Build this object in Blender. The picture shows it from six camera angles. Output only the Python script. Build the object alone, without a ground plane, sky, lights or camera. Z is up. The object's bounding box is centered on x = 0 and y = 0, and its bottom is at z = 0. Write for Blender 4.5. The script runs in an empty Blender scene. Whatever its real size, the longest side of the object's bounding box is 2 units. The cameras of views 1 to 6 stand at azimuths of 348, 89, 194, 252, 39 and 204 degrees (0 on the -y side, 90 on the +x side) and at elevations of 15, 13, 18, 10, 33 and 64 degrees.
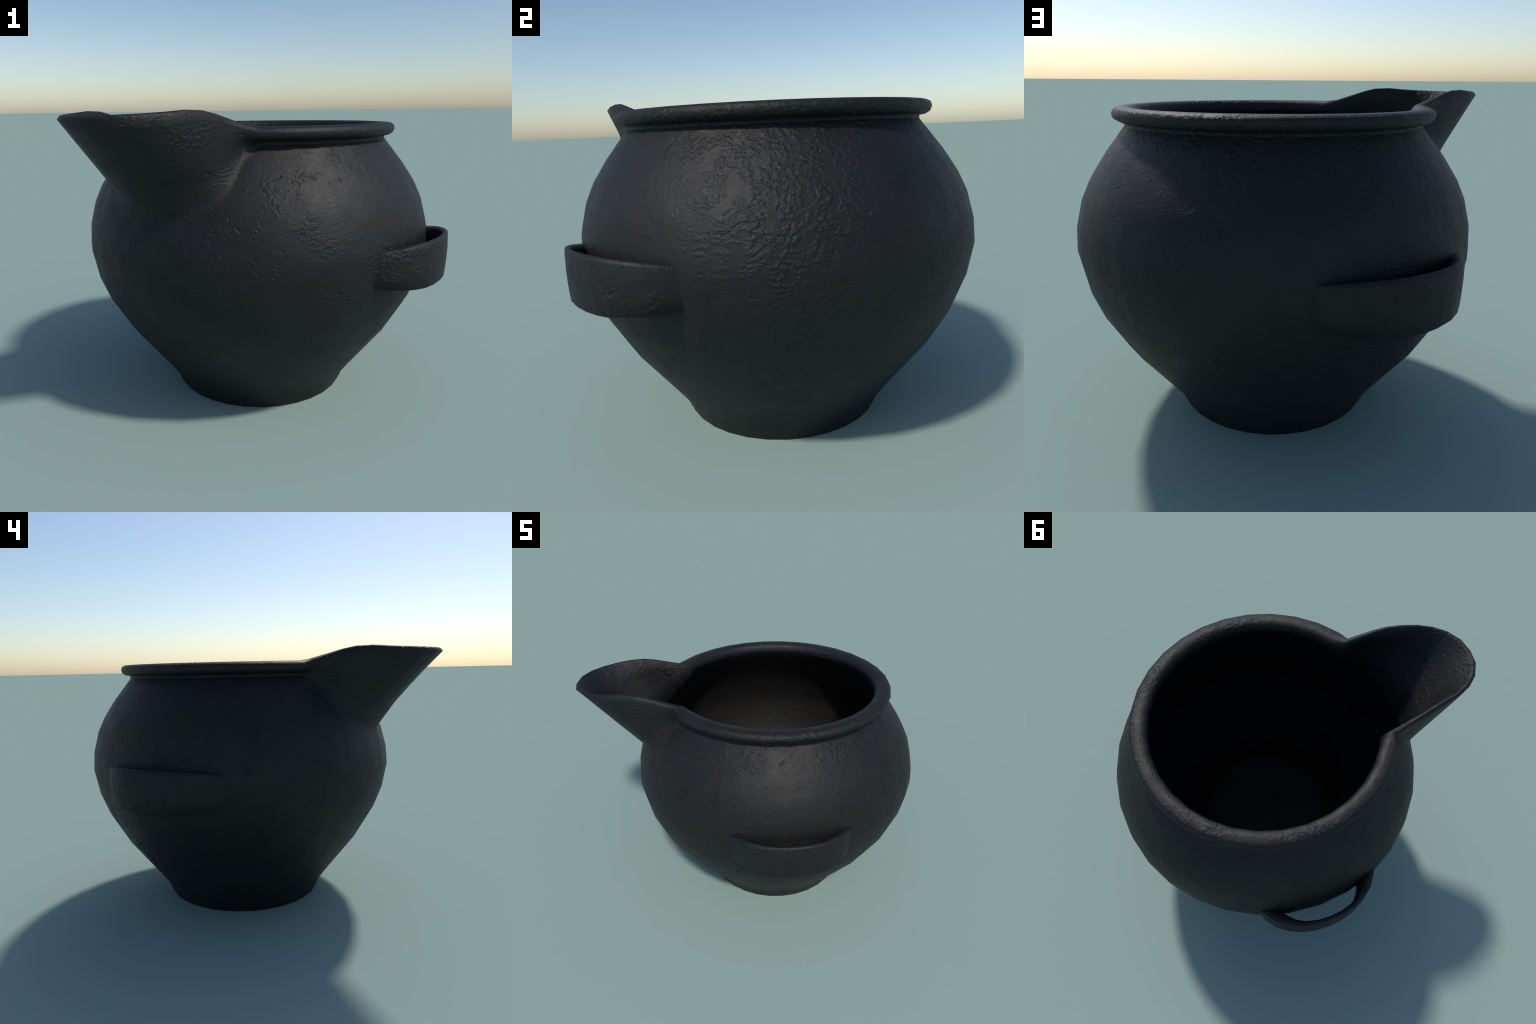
import bpy, bmesh, math
from mathutils import Vector

# ------------------------------------------------------------------ layout
CX, CY = 0.0103, 0.0097            # axis of the pot in the frame
SEG = 32                           # the wall is turned in 32 facets
STEP = 2 * math.pi / SEG
SPOUT = math.radians(-135.0)       # direction the spout points
HANDLES = (math.radians(-46.0), math.radians(136.0))

# outer wall profile, foot to neck: (radius, height)
WALL = [(0.517, 0.0), (0.5555, 0.088), (0.622, 0.180), (0.812, 0.432),
        (0.911, 0.605), (0.962, 0.740), (0.991, 0.896), (0.982, 1.012),
        (0.9475, 1.140), (0.905, 1.230), (0.835, 1.335)]
# rolled rim, neck outside -> crest -> inside
RIM = [(0.728, 1.470), (0.727, 1.488), (0.754, 1.492), (0.775, 1.504),
       (0.783, 1.526), (0.776, 1.545), (0.757, 1.555), (0.725, 1.557),
       (0.698, 1.554), (0.682, 1.538), (0.676, 1.514), (0.678, 1.482)]
# inner wall, neck to floor
INNER = [(0.802, 1.327), (0.873, 1.222), (0.920, 1.133), (0.959, 1.009),
         (0.970, 0.898), (0.941, 0.747), (0.892, 0.616), (0.796, 0.448),
         (0.600, 0.192), (0.528, 0.090), (0.490, 0.024), (0.250, 0.022)]

# half of the spout, centre line outwards to where it leaves the rim:
# angle off the spout axis at the wall, height of the joint on the wall,
# lip (forward, sideways, low edge height, crest height),
# hollow of the underside, outward swell of the cheek
ST = [(0.0, 1.146, 1.320, 0.000, 1.595, 1.615, 0.020, 0.000),
      (5.0, 1.162, 1.307, 0.090, 1.596, 1.615, 0.009, 0.000),
      (11.25, 1.200, 1.252, 0.177, 1.601, 1.618, 0.000, 0.002),
      (15.0, 1.227, 1.180, 0.236, 1.605, 1.621, 0.000, 0.004),
      (18.5, 1.244, 1.093, 0.277, 1.612, 1.626, 0.000, 0.005),
      (21.0, 1.274, 1.000, 0.299, 1.624, 1.633, 0.000, 0.005),
      (23.5, 1.316, 0.906, 0.321, 1.621, 1.630, 0.000, 0.004),
      (25.8, 1.374, 0.835, 0.334, 1.607, 1.616, 0.000, 0.003),
      (27.2, 1.440, 0.670, 0.362, 1.557, 1.565, 0.000, 0.000)]
ROOT = math.radians(ST[-1][0])
OUT_T = (0.0, 0.30, 0.52, 0.72, 0.88, 1.0)     # rows of the spout, outside


def lerp(a, b, t):
    return a + (b - a) * t


def interp(z, prof):
    pts = sorted((p[1], p[0]) for p in prof)
    if z <= pts[0][0]:
        return pts[0][1]
    for (z0, r0), (z1, r1) in zip(pts, pts[1:]):
        if z <= z1:
            return lerp(r0, r1, (z - z0) / (z1 - z0))
    return pts[-1][1]


def polar(r, ang, z):
    """Point on the 32-sided wall: r is the radius at the facet corners."""
    a = (ang % STEP) - STEP / 2
    rr = r * math.cos(STEP / 2) / math.cos(a)
    return Vector((CX + rr * math.cos(ang), CY + rr * math.sin(ang), z))


SA = Vector((math.cos(SPOUT), math.sin(SPOUT), 0))
SB = Vector((-SA.y, SA.x, 0))


def spout_point(s, w, z):
    return Vector((CX, CY, 0)) + SA * s + SB * w + Vector((0, 0, z))


# ------------------------------------------------------------------ vessel
verts, faces = [], []            # faces: (indices, part)
brown_faces = set()                  # faces of the inside
turned = {}                      # vertex -> normal of the turned wall


def add(p):
    verts.append(p)
    return len(verts) - 1


def slope_normal(z, prof, a):
    d = interp(z + 0.05, prof) - interp(z - 0.05, prof)
    return Vector((0.1 * math.cos(a), 0.1 * math.sin(a), -d)).normalized()


def turned_normal(prof, i, a, inward=False):
    (r0, z0), (r1, z1) = prof[max(i - 1, 0)], prof[min(i + 1, len(prof) - 1)]
    n = Vector(((z1 - z0) * math.cos(a), (z1 - z0) * math.sin(a), r0 - r1))
    return n.normalized()


OUTER_ALL = WALL + RIM[:1]
INNER_ALL = RIM[-1:] + INNER


def lip_normal(k):
    """Inward plan normal of the lip curve at half-station k (w >= 0 side)."""
    a = ST[max(k - 1, 0)]
    b = ST[min(k + 1, len(ST) - 1)]
    if k == 0:
        return (-1.0, 0.0)
    t = Vector((b[2] - a[2], b[3] - a[3]))
    t.normalize()
    n = Vector((-t.y, t.x))
    if n.x * (0.75 - ST[k][2]) + n.y * (0 - ST[k][3]) < 0:
        n = -n
    return (n.x, n.y)


def spout_profile(k, sgn):
    """12 points from the joint outside, over the lip, to the joint inside."""
    ang, zb, s, w, zl, zc, hollow, swell = ST[k]
    a = SPOUT + sgn * math.radians(ang)
    base = polar(interp(zb, OUTER_ALL), a, zb)
    lip = spout_point(s, sgn * w, zl)
    root = k == len(ST) - 1
    def bend(p, t):
        b = 4 * t * (1 - t)
        return p + (SA * -0.75 + Vector((0, 0, 0.65))) * (hollow * b) + SB * (sgn * swell * b)
    out = [bend(base.lerp(lip, t), t) for t in OUT_T]
    if root:
        plan = ((0.656, 0.353, 1.564), (0.636, 0.339, 1.565),
                (0.622, 0.331, 1.556), (0.612, 0.325, 1.540),
                (0.606, 0.320, 1.515))
        out += [spout_point(p, sgn * q, z) for p, q, z in plan]
        out.append(polar(0.682, a, 1.465))
        return out
    nx, ny = lip_normal(k)
    th = max(0.025, 0.037 - 0.003 * k)

    def off(d, z):
        return spout_point(s + nx * d, sgn * (w + ny * d), z)
    out.append(off(0.36 * th, lerp(zl, zc, 0.80)))
    out.append(off(0.62 * th, zc))
    top_in = off(th, lerp(zl, zc, 0.55))
    out.append(top_in)
    zi = zb + 0.004
    base_in = polar(interp(zi, INNER_ALL + RIM[-1:]), a, zi)
    out.append(bend(top_in.lerp(base_in, 0.30), 0.30))
    out.append(bend(top_in.lerp(base_in, 0.68), 0.68))
    out.append(base_in)
    return out


# columns round the pot, counted from the spout axis
cols = []
for sgn in (-1, 1):
    for k in range(len(ST)):
        if k == 0 and sgn == 1:
            continue
        cols.append((sgn * math.radians(ST[k][0]), k, sgn))
for i in range(3, SEG - 2):
    cols.append((i * STEP, None, 1))
# facet corners inside the spout sector that carry no station
for c in (22.5,):
    for sgn in (-1, 1):
        cols.append((sgn * math.radians(c), -1, sgn))
cols.sort(key=lambda c: c[0])


def dedupe(lst):
    out = []
    for c in lst:
        if out and abs(out[-1][0] - c[0]) < 1e-4:
            continue
        out.append(c)
    if abs(out[-1][0] - out[0][0] - 2 * math.pi) < 1e-4:
        out.pop()
    return out


cols = dedupe(cols)
column = []
for off, k, sgn in cols:
    a = SPOUT + off
    c = {"off": off}
    if k == -1:
        # helper corner column: its joint sits on the straight joint line
        deg = abs(math.degrees(off))
        for q in range(len(ST) - 1):
            if ST[q][0] < deg < ST[q + 1][0]:
                t = (deg - ST[q][0]) / (ST[q + 1][0] - ST[q][0])
                zb = lerp(ST[q][1], ST[q + 1][1], t)
                pa, pb = spout_profile(q, sgn), spout_profile(q + 1, sgn)
                prof = [x.lerp(y, t) for x, y in zip(pa, pb)]
        prof[0] = polar(interp(zb, OUTER_ALL), a, zb)
        zi = zb + 0.004
        prof[-1] = polar(interp(zi, INNER_ALL), a, zi)
    elif k is not None:
        zb = ST[k][1]
        zi = 1.470 if k == len(ST) - 1 else zb + 0.004
        prof = spout_profile(k, sgn)
    else:
        zb, zi = 9, 9
        prof = [polar(r, a, z) for r, z in RIM]
    # a skirt row under the joint carries the soft fillet of the casting
    so, si = min(zb - 0.065, 1.400), min(zi - 0.060, 1.405)
    c["outer"] = [(i, add(polar(r, a, z))) for i, (r, z) in enumerate(WALL) if z < so - 0.022]
    c["so"] = add(polar(interp(so, OUTER_ALL), a, so))
    c["prof"] = [add(p) for p in prof]
    c["si"] = add(polar(interp(si, INNER_ALL), a, si))
    c["inner"] = [(i, add(polar(r, a, z))) for i, (r, z) in enumerate(INNER) if z < si - 0.022]
    turned[c["so"]] = slope_normal(so, OUTER_ALL, a)
    turned[c["si"]] = -slope_normal(si, INNER_ALL, a)
    for i, v in c["outer"]:
        turned[v] = turned_normal(OUTER_ALL, i, a)
    for i, v in c["inner"]:
        if i < len(INNER) - 2:
            turned[v] = turned_normal(INNER_ALL, i + 1, a)
    if k is None:
        loop = WALL[-1:] + RIM + INNER[:1]
        for i, v in enumerate(c["prof"]):
            turned[v] = turned_normal(loop, i + 1, a)
    c["spout"] = k is not None
    column.append(c)

floor_mid = add(Vector((CX, CY, 0.022)))
N = len(column)


def strip(la, lb, ea, eb, part, flip):
    """Wall between two columns of unequal height ending in joint vertices."""
    da, db = dict(la), dict(lb)
    common = sorted(set(da) & set(db))
    for i, j in zip(common, common[1:]):
        faces.append(([da[i], db[i], db[j], da[j]], part))
    end = common[-1] if not flip else common[0]
    if not flip:
        ra = [da[i] for i in sorted(da) if i >= end]
        rb = [db[i] for i in sorted(db) if i >= end]
    else:
        ra = [da[i] for i in sorted(da, reverse=True) if i <= end]
        rb = [db[i] for i in sorted(db, reverse=True) if i <= end]
    # fan from the shorter column, so no sliver forms along the taller one
    ra, rb = ra + [ea], rb + [eb]
    if len(ra) == len(rb) == 2:
        tiles = [[ra[0], rb[0], rb[1], ra[1]]]
    elif len(ra) <= len(rb):
        tiles = [[ra[0], rb[0], ra[-1]]] + [[ra[-1], p, q] for p, q in zip(rb, rb[1:])]
    else:
        tiles = [[ra[0], rb[0], rb[-1]]] + [[p, rb[-1], q] for p, q in zip(ra, ra[1:])]
    for f in tiles:
        faces.append((f[::-1] if flip else f, part))


for n in range(N):
    A, B = column[n], column[(n + 1) % N]
    part = "spout" if (A["spout"] and B["spout"]) else "rim"
    strip(A["outer"], B["outer"], A["so"], B["so"], "body", False)
    faces.append(([A["so"], B["so"], B["prof"][0], A["prof"][0]], "body"))
    first_inner = len(faces)
    strip(A["inner"], B["inner"], A["si"], B["si"], "body", True)
    faces.append(([A["prof"][-1], B["prof"][-1], B["si"], A["si"]], "body"))
    for k in range(len(RIM) - 1):
        faces.append(([A["prof"][k], B["prof"][k], B["prof"][k + 1], A["prof"][k + 1]], part))
    faces.append(([A["inner"][-1][1], B["inner"][-1][1], floor_mid], "body"))
    brown_faces.update(q for q in range(first_inner, len(faces)) if faces[q][1] == "body")

# underside, with its own vertices so the standing edge stays crisp
under = [add(verts[c["outer"][0][1]].copy()) for c in column]
under_mid = add(Vector((CX, CY, 0.004)))
for n in range(N):
    faces.append(([under[(n + 1) % N], under[n], under_mid], "body"))


# ------------------------------------------------------------------ materials
def new_material(name, base, warm, rough, bump_gain):
    m = bpy.data.materials.new(name)
    m.use_nodes = True
    nt = m.node_tree
    nt.nodes.clear()
    N_, L = nt.nodes.new, nt.links.new

    def node(t, **kw):
        n = N_(t)
        for k, v in kw.items():
            if k in n.inputs:
                n.inputs[k].default_value = v
            else:
                setattr(n, k, v)
        return n

    def math_(op, a, b=None, clamp=False):
        n = N_("ShaderNodeMath")
        n.operation = op
        n.use_clamp = clamp
        for i, v in enumerate((a, b)):
            if v is None:
                continue
            if isinstance(v, (int, float)):
                n.inputs[i].default_value = v
            else:
                L(v, n.inputs[i])
        return n.outputs[0]

    def ramp(src, p0, p1):
        n = N_("ShaderNodeMapRange")
        n.interpolation_type = "SMOOTHSTEP"
        n.inputs[1].default_value = p0
        n.inputs[2].default_value = p1
        L(src, n.inputs[0])
        return n.outputs[0]

    def noise(vec, scale, detail=3.0, rough_=0.55, dist=0.0):
        n = N_("ShaderNodeTexNoise")
        n.inputs["Scale"].default_value = scale
        n.inputs["Detail"].default_value = detail
        n.inputs["Roughness"].default_value = rough_
        n.inputs["Distortion"].default_value = dist
        L(vec, n.inputs["Vector"])
        return n.outputs["Fac"]

    def mapped(scale=(1, 1, 1), loc=(0, 0, 0)):
        n = N_("ShaderNodeMapping")
        n.inputs["Scale"].default_value = scale
        n.inputs["Location"].default_value = loc
        L(tc.outputs["Object"], n.inputs["Vector"])
        return n.outputs[0]

    tc = N_("ShaderNodeTexCoord")
    flat = mapped()

    # patches where the casting skin is coarse, with ragged borders
    ragged = noise(flat, 11.0, 2.0, 0.5)
    patch = noise(mapped((1, 1, 1.3), (5.2, 1.7, 0.4)), 2.6, 2.0, 0.5, 0.2)
    patch = math_("ADD", patch, math_("MULTIPLY", math_("SUBTRACT", ragged, 0.5), 0.22))
    centre = N_("ShaderNodeVectorMath")
    centre.operation = "DISTANCE"
    L(flat, centre.inputs[0])
    centre.inputs[1].default_value = (0.90, 0.02, 1.24)
    near = ramp(math_("ADD", centre.outputs["Value"], math_("MULTIPLY", ragged, 0.35)), 0.66, 0.40)
    patch = math_("ADD", ramp(patch, 0.47, 0.60), near, True)
    patch = math_("ADD", math_("MULTIPLY", patch, 0.78), 0.22)

    grain = mapped((1.0, 1.0, 1.5), (3.1, 0.7, 1.3))
    coarse = noise(grain, 42.0, 2.5, 0.5)
    lumps = ramp(coarse, 0.34, 0.66)
    broken = ramp(noise(flat, 14.0, 2.0, 0.5), 0.34, 0.56)
    coarse_h = math_("MULTIPLY", math_("MULTIPLY", lumps, patch), broken)
    fine = noise(mapped((1, 1, 2.2), (1.1, 2.2, 0.3)), 85.0, 3.0, 0.6)
    swell = noise(flat, 9.0, 2.0, 0.5)
    # scattered irregular pits
    pit = math_("MULTIPLY", ramp(noise(mapped((1, 1, 1), (7.0, 3.0, 1.0)), 30.0, 2.0, 0.5), 0.60, 0.80),
                ramp(noise(mapped((1, 1, 1), (2.0, 9.0, 4.0)), 5.0, 1.0), 0.50, 0.58))

    h = math_("MULTIPLY", coarse_h, 0.0032)
    h = math_("ADD", h, math_("MULTIPLY", fine, 0.0019))
    h = math_("ADD", h, math_("MULTIPLY", swell, 0.0035))
    h = math_("SUBTRACT", h, math_("MULTIPLY", pit, 0.0042))
    bump = N_("ShaderNodeBump")
    bump.inputs["Strength"].default_value = bump_gain
    bump.inputs["Distance"].default_value = 1.0
    L(h, bump.inputs["Height"])

    # colour: charcoal with faint warm and sooty clouds
    mix = N_("ShaderNodeMix")
    mix.data_type = "RGBA"
    mix.inputs[6].default_value = (*base, 1)
    mix.inputs[7].default_value = (*warm, 1)
    L(ramp(noise(mapped((1, 1, 1.4), (0.3, 4.4, 2.0)), 3.6, 5.0, 0.62, 0.4), 0.45, 0.72), mix.inputs[0])
    soot = N_("ShaderNodeMix")
    soot.data_type = "RGBA"
    soot.blend_type = "MULTIPLY"
    soot.inputs[7].default_value = (0.48, 0.48, 0.50, 1)
    L(mix.outputs[2], soot.inputs[6])
    L(ramp(noise(mapped((1, 1, 1), (8.0, 2.0, 6.0)), 5.5, 5.0, 0.65, 0.6), 0.50, 0.78), soot.inputs[0])

    r = math_("ADD", math_("MULTIPLY", noise(flat, 11.0, 4.0, 0.6), 0.24), rough - 0.12)
    p = N_("ShaderNodeBsdfPrincipled")
    L(soot.outputs[2], p.inputs["Base Color"])
    L(r, p.inputs["Roughness"])
    p.inputs["Specular IOR Level"].default_value = 0.33
    L(bump.outputs[0], p.inputs["Normal"])
    o = N_("ShaderNodeOutputMaterial")
    L(p.outputs[0], o.inputs["Surface"])
    return m


IRON = new_material("charcoal_cast_iron", (0.0089, 0.0089, 0.0093), (0.0106, 0.0087, 0.0077), 0.56, 0.9)
INSIDE_BROWN = new_material("brownish_inside_iron", (0.0090, 0.0084, 0.0080), (0.0100, 0.0083, 0.0071), 0.62, 0.6)

# ------------------------------------------------------------------ objects
top = bpy.data.objects.new("spouted_pot", None)
bpy.context.scene.collection.objects.link(top)
top["label"] = "round black cast iron pot with pouring spout and two handles"
top["category"] = "cooking pot"

whole = bpy.data.meshes.new("whole_vessel")
whole.from_pydata(verts, [], [f for f, _ in faces])
whole.update()
vnorm = [v.normal.copy() for v in whole.vertices]
for v, n in turned.items():
    vnorm[v] = n
bpy.data.meshes.remove(whole)


def make_part(name, part):
    used, fs = {}, []
    slots = []
    for q, (f, p) in enumerate(faces):
        if p == part:
            slots.append(1 if q in brown_faces else 0)
            fs.append([used.setdefault(i, len(used)) for i in f])
    order = sorted(used, key=used.get)
    me = bpy.data.meshes.new(name)
    me.from_pydata([verts[i] for i in order], [], fs)
    me.update()
    me.materials.append(IRON)
    if any(slots):
        me.materials.append(INSIDE_BROWN)
    for pl, slot in zip(me.polygons, slots):
        pl.use_smooth = True
        pl.material_index = slot
    me.normals_split_custom_set_from_vertices([vnorm[i] for i in order])
    ob = bpy.data.objects.new(name, me)
    bpy.context.scene.collection.objects.link(ob)
    ob.parent = top
    return ob


make_part("body", "body")
make_part("rim", "rim")
make_part("spout", "spout")

# ------------------------------------------------------------------ handles
# plan of the strap, centre outwards: (sideways, outside reach, inside sideways, inside reach)
PLAN = [(0.000, 1.112, 0.000, 1.087), (0.079, 1.107, 0.070, 1.082),
        (0.160, 1.090, 0.142, 1.064), (0.233, 1.057, 0.196, 1.032),
        (0.301, 1.010, 0.228, 0.998), (0.352, 0.945, 0.250, 0.966),
        (0.384, 0.900, 0.262, 0.938)]


def strap_section(w, q, wi, qi, g, sgn):
    """Closed cross-section of the strap; g = 1 mid-handle, 0 at the wall."""
    zt = lerp(0.974, 1.013, g)
    zb = lerp(0.795, 0.772, g)
    # (share of the thickness from the outside, belly, height share)
    rows = [(0.06, 0.0, 0.985), (0.0, 0.3, 0.92), (0.0, 1.0, 0.60), (0.0, 0.8, 0.35),
            (0.0, 0.0, 0.04), (0.35, 0.0, 0.0), (0.75, 0.0, 0.01), (1.0, 0.0, 0.06),
            (1.0, 0.6, 0.35), (1.0, 0.8, 0.60), (1.0, 0.0, 0.94), (0.60, 0.0, 1.0)]
    return [(sgn * lerp(w, wi, across), lerp(q, qi, across) + 0.006 * belly * g, lerp(zb, zt, up))
            for across, belly, up in rows]


hv, hf = [], []
sections = []
nP = len(PLAN)
for sgn in (-1, 1):
    order = range(nP - 1, -1, -1) if sgn == -1 else range(1, nP)
    for k in order:
        w, q, wi, qi = PLAN[k]
        g = max(0.0, min(1.0, (q - 0.905) / (1.112 - 0.905)))
        g = g ** 0.8
        sec = strap_section(w, q, wi, qi, g, sgn)
        if k == nP - 1:            # end buried just under the skin of the wall
            sec = [(x * f, y * f, z) for x, y, z in sec
                   for f in [(interp(z, WALL) * 0.995 - 0.007) / math.hypot(x, y)]]
        sections.append(sec)
M = len(sections[0])
for s in sections:
    hv += [Vector((q, w, z)) for w, q, z in s]
for i in range(len(sections) - 1):
    for j in range(M):
        j2 = (j + 1) % M
        hf.append([i * M + j, i * M + j2, (i + 1) * M + j2, (i + 1) * M + j])
for base, rev in ((0, True), ((len(sections) - 1) * M, False)):   # buried end caps
    cap = list(range(len(hv), len(hv) + M))
    hv += [hv[base + j].copy() for j in range(M)]
    hf.append(cap[::-1] if rev else cap)

for h, ang in enumerate(HANDLES):
    ca, sa = math.cos(ang), math.sin(ang)
    me = bpy.data.meshes.new("handle")
    me.from_pydata([Vector((CX + v.x * ca - v.y * sa, CY + v.x * sa + v.y * ca, v.z)) for v in hv], [], hf)
    me.update()
    bm = bmesh.new()
    bm.from_mesh(me)
    bmesh.ops.recalc_face_normals(bm, faces=bm.faces)
    bm.to_mesh(me)
    bm.free()
    for pl in me.polygons:
        pl.use_smooth = True
    me.materials.append(IRON)
    ob = bpy.data.objects.new("handle", me)
    bpy.context.scene.collection.objects.link(ob)
    ob.parent = top
